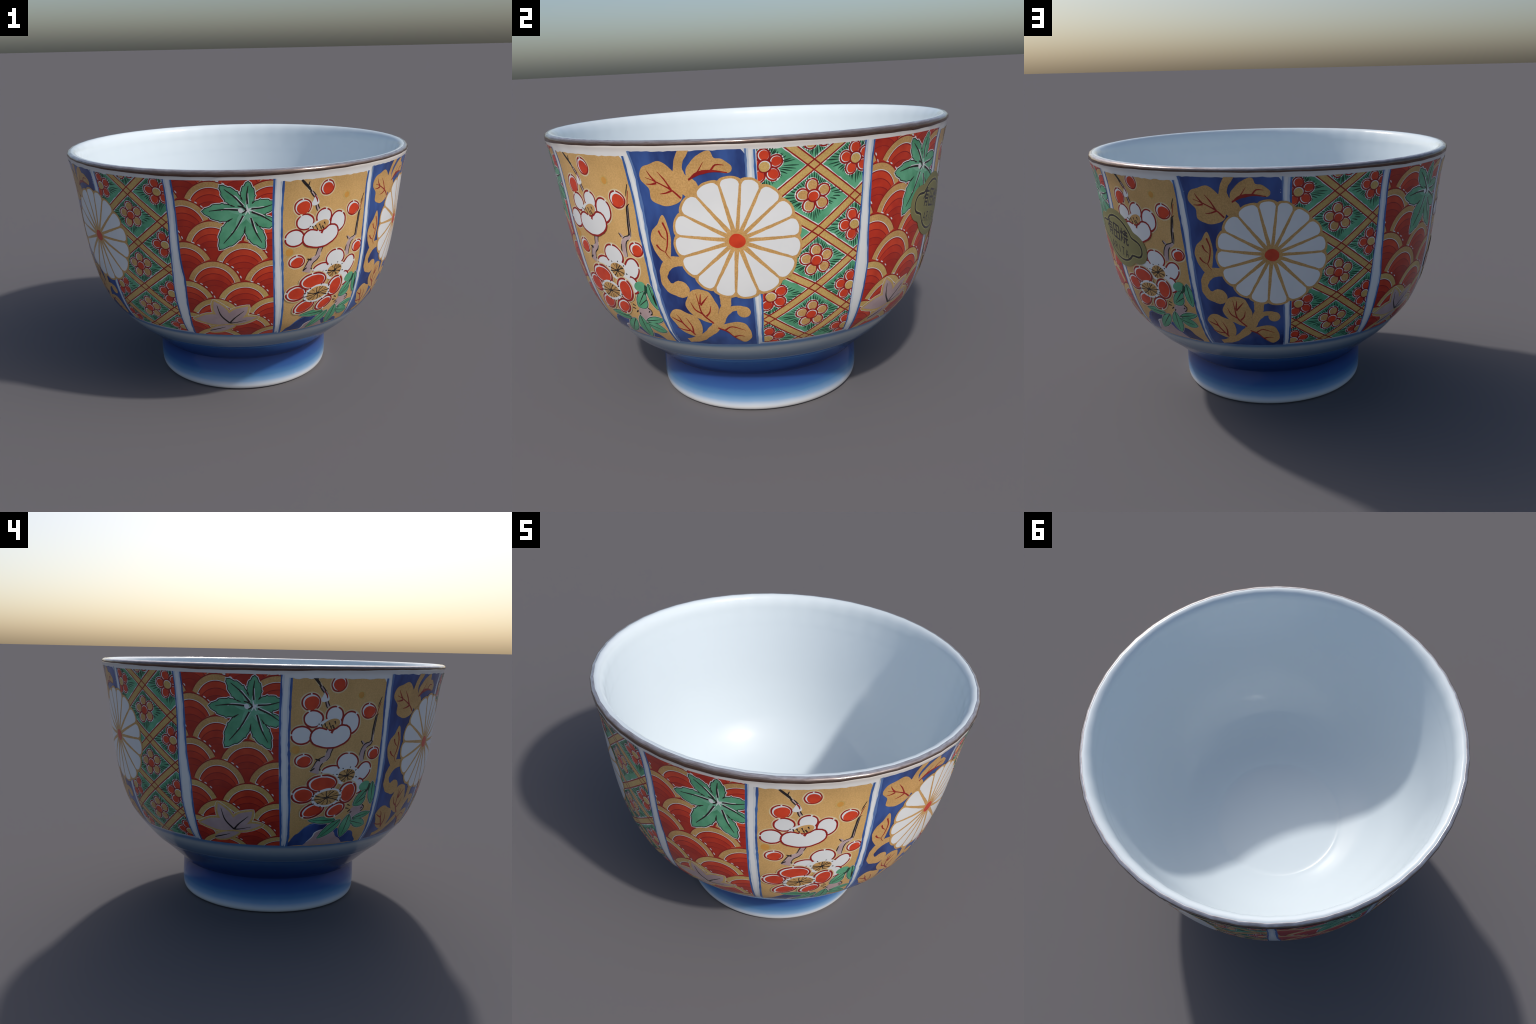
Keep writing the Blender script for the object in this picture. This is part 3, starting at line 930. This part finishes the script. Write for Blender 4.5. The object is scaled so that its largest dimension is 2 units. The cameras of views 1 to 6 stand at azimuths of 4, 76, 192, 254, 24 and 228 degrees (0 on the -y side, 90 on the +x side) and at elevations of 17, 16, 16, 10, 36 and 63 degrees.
def paper_label():
    """Gold paper seal stuck across a white strip, lettered in black."""
    p = Panel(138, [(1.3, 100), (.3, 100)], [(1.3, 176), (.3, 176)], .3, 1.3)
    o, tilt = (.004, .935), -11 * RAD
    put = lambda u, v: (o[0] + u * math.cos(tilt) - v * math.sin(tilt), o[1] + u * math.sin(tilt) + v * math.cos(tilt))

    def seal(grow_):
        pts = []
        for i in range(160):
            a = 2 * math.pi * i / 160
            c, s = math.cos(a), math.sin(a)
            r = 1 / math.hypot(c / (.178 + grow_), s / (.150 + grow_))
            for sx in (-1, 1):
                px, rr = sx * .166, .082 + grow_
                d = c * px
                q = d * d - (px * px - rr * rr)
                if q > 0 and d > 0:
                    r = max(r, d + math.sqrt(q))
            pts.append((r * c, r * s))
        for _ in range(3):
            pts = [tuple(.25 * np.array(pts[i - 1]) + .5 * np.array(pts[i]) + .25 * np.array(pts[(i + 1) % len(pts)])) for i in range(len(pts))]
        return [put(*q) for q in pts]

    pc = Piece(p)
    pc.fill(seal(0), .0078, LABEL, clip=False, skirt=False, wobble=0)
    rim = resample(seal(0), .012)
    for i in range(len(rim)):
        k = [pc.vert(*rim[i - 1], .0078), pc.vert(*rim[i - 1], .003), pc.vert(*rim[i], .003), pc.vert(*rim[i], .0078)]
        pc.f.append(k)
        pc.m.append(0)
    lab = pc.build("paper_label", bowl)
    ink = Piece(p)
    ring = seal(-.035)
    ink.line(ring + ring[:1], .019, .0081, LABEL_EDGE, clip=False, smooth=False)
    ink.line(ring + ring[:1], .0105, .0084, BLACK, clip=False, smooth=False)
    ink.build("label_border", lab)

    glyphs = {
        "有": [[(.05, .80), (.95, .80)], [(.48, 1), (.38, .72), (.04, .38)], [(.34, .60), (.34, 0)], [(.34, .60), (.82, .60)], [(.82, .60), (.82, .02), (.68, .05)], [(.34, .42), (.82, .42)], [(.34, .23), (.82, .23)]],
        "田": [[(.08, .92), (.08, .02)], [(.08, .92), (.92, .92)], [(.92, .92), (.92, .02)], [(.08, .06), (.92, .06)], [(.5, .92), (.5, .06)], [(.08, .5), (.92, .5)]],
        "焼": [[(.04, .76), (.10, .56)], [(.38, .80), (.30, .62)], [(.21, .97), (.20, .5), (.02, .03)], [(.22, .42), (.37, .20)], [(.46, .84), (.97, .84)], [(.71, .98), (.71, .66)], [(.42, .64), (1, .64)],
              [(.58, .74), (.58, .54)], [(.86, .74), (.86, .54)], [(.42, .43), (1, .43)], [(.61, .43), (.56, .2), (.40, .02)], [(.80, .43), (.80, .06), (.98, .06), (.98, .18)]],
        "A": [[(0, 0), (.5, 1)], [(.5, 1), (1, 0)], [(.2, .36), (.8, .36)]],
        "R": [[(.1, 0), (.1, 1)], [(.1, 1), (.7, .98), (.88, .76), (.7, .53), (.1, .5)], [(.5, .5), (.95, 0)]],
        "I": [[(.5, 0), (.5, 1)]],
        "T": [[(0, 1), (1, 1)], [(.5, 1), (.5, 0)]],
    }
    row = [(c, -.098 + .080 * i - .036, -.012, .074, .086, .0105) for i, c in enumerate("有田焼")]
    row += [(c, -.090 + .039 * i, -.082, .026, .044, .0068) for i, c in enumerate("ARITA")]
    for c, u, v, w, hgt, bold in row:
        q = Piece(p)
        for st in glyphs[c]:
            P = [put(u + x * w, v + y * hgt) for x, y in st]
            q.line(P, bold + .004, .0081, LABEL_EDGE, clip=False, smooth=False)
            q.line(P, bold, .0084, BLACK, clip=False, smooth=False)
        q.build("letter", lab)


# ---------------------------------------------------------------- turned body
SEG, FACETS = 192, 48


def facet(k):
    """The lip is finished as a 48-sided ring: radius factor of segment k."""
    a = (k % (SEG // FACETS)) / (SEG // FACETS) * 2 * math.pi / FACETS - math.pi / FACETS
    return math.cos(math.pi / FACETS) / math.cos(a)


def turn(name, profile, mats, pick, closed_start=False, closed_end=False):
    """Revolve (radius, height, facet weight) points; pick gives each ring's material."""
    v, f, mi = [], [], []
    for r, z, w in profile:
        for k in range(SEG):
            a = 2 * math.pi * k / SEG
            q = r * (1 + w * (facet(k) - 1))
            v.append((q * math.sin(a), -q * math.cos(a), z))
    for i in range(len(profile) - 1):
        for k in range(SEG):
            l = (k + 1) % SEG
            f.append((i * SEG + k, i * SEG + l, (i + 1) * SEG + l, (i + 1) * SEG + k))
            mi.append(pick(i))
    for flag, row, rev in ((closed_start, 0, 1), (closed_end, len(profile) - 1, 0)):
        if flag:
            ring = [row * SEG + k for k in range(SEG)]
            f.append(tuple(ring[::-1] if rev else ring))
            mi.append(pick(row if row == 0 else row - 1))
    me = bpy.data.meshes.new(name)
    me.from_pydata(v, [], f)
    for m in mats:
        me.materials.append(m)
    me.polygons.foreach_set("material_index", mi)
    me.polygons.foreach_set("use_smooth", [True] * len(f))
    me.update()
    return link(name, me, bowl)


weight = lambda z: float(np.clip((z - 1.30) / .045, 0, 1))
outer = [(float(monotone(OUTER_Z, OUTER_R, z)), float(z), weight(z)) for z in np.concatenate([np.linspace(.205, .352, 16), [.3565, .3605], np.linspace(.368, 1.34, 90), [1.348, 1.356]])]
outer = [(r - (.003 if .21 < z < .354 else 0), z, w) for r, z, w in outer]      # shallow step where the pale band ends
lip = [(1.0, 1.362, 1), (.9985, 1.370, 1), (.9945, 1.377, 1), (.988, 1.3825, 1), (.980, 1.3857, 1), (.972, 1.3865, 1), (.963, 1.3845, 1), (.955, 1.379, 1),
       (.947, 1.369, 1), (.9405, 1.356, 1), (.9365, 1.341, 1), (.9335, 1.326, 1), (.9318, 1.312, .8)]
INNER_Z = np.array([.300, .321, .347, .380, .425, .50, .595, .71, .84, 1.0, 1.15, 1.30])
INNER_R = np.array([.420, .480, .545, .606, .662, .736, .796, .840, .872, .896, .914, .9310])
inner = [(float(monotone(INNER_Z, INNER_R, z)), float(z), 0 if z < 1.2 else .6) for z in np.concatenate([np.linspace(1.295, .34, 70), np.linspace(.332, .302, 8)])]
inner += [(.413, .2972, 0), (.407, .2945, 0), (.401, .2922, 0), (.394, .2905, 0), (.385, .2893, 0), (.37, .2885, 0), (.3, .287, 0), (.15, .2855, 0), (.02, .285, 0)]
prof = outer + lip + inner
n_out = len(outer) + 3
turn("bowl_wall", prof, [m_wall, m_inside], lambda i: 0 if i < n_out else 1, False, True)

foot = [(.02, .150, 0), (.30, .150, 0), (.44, .146, 0), (.463, .138, 0), (.470, .12, 0), (.474, .05, 0), (.478, .014, 0), (.484, .005, 0), (.493, .0005, 0), (.500, 0, 0), (.508, .001, 0), (.5165, .006, 0),
        (.523, .015, 0), (.5262, .027, 0), (.5285, .05, 0), (.529, .09, 0), (.5285, .13, 0), (.527, .17, 0), (.5255, .20, 0), (.527, .212, 0), (.534, .222, 0)]
turn("foot_ring", foot, [m_foot], lambda i: 0, True, False)

# brown lustre on the outside of the lip; its lower edge wanders with the pattern
sag = lambda k: 1.3555 + .0115 * math.sin(3 * math.pi * k / SEG) ** 2 + .0012 * math.sin(k * .9) * math.sin(k * .37)
band = [(.9985, 0), (1.0006, .08), (1.0006, .40), (.9992, .62), (.9952, .80), (.9886, .93), (.9840, .990), (.9812, .999), (.9806, .985)]
v, f = [], []
for r, u in band:
    for k in range(SEG):
        a, q = 2 * math.pi * k / SEG, r * facet(k)
        z0 = sag(k)
        z = z0 + (1.3867 - z0) * u
        v.append((q * math.sin(a), -q * math.cos(a), z))
for i in range(len(band) - 1):
    for k in range(SEG):
        l = (k + 1) % SEG
        f.append((i * SEG + k, i * SEG + l, (i + 1) * SEG + l, (i + 1) * SEG + k))
me = bpy.data.meshes.new("rim_band")
me.from_pydata(v, [], f)
me.materials.append(m_band)
me.polygons.foreach_set("use_smooth", [True] * len(f))
link("rim_band", me, bowl)

# --------------------------------------------------------------------- panels
for n_set, turn_by in enumerate((0, 120, 240)):
    wave_panel(Panel(1.0, [(1.30, -12.9), (1.13, -12.7), (.90, -12.6), (.82, -12.2), (.765, -11.8), (.65, -12.0), (.39, -12.4)],
                     [(1.30, 15.1), (1.13, 14.9), (.90, 15.2), (.67, 15.8), (.39, 17.0)], .397, 1.293, turn_by))
    up = None if n_set == 0 else (lambda x, y: (x - .008, y + .028 + .022 * min(1, max(0, (.95 - y) / .5))))
    plum_panel(Panel(33.0, [(1.29, 18.3), (1.13, 18.1), (.98, 18.2), (.80, 18.7), (.67, 19.3), (.39, 19.8)],
                     [(1.29, 46.6), (1.1, 47.3), (.9, 47.7), (.7, 48.1), (.39, 49.2)], .392, 1.279, turn_by, up))
    pb = Panel(63.0, [(1.31, 48.8), (1.18, 49.6), (.90, 50.1), (.60, 50.5), (.39, 50.8)], [(1.31, 76.0), (.90, 75.9), (.39, 76.3)], .400, 1.300, turn_by)
    lattice_panel(Panel(91.4, [(1.31, 78.5), (.39, 78.4)], [(1.31, 104.3), (1.1, 104.4), (.90, 104.0), (.65, 103.5), (.39, 104.4)], .412, 1.295, turn_by))
    chrysanthemum(pb, chrysanthemum_panel(pb))
paper_label()
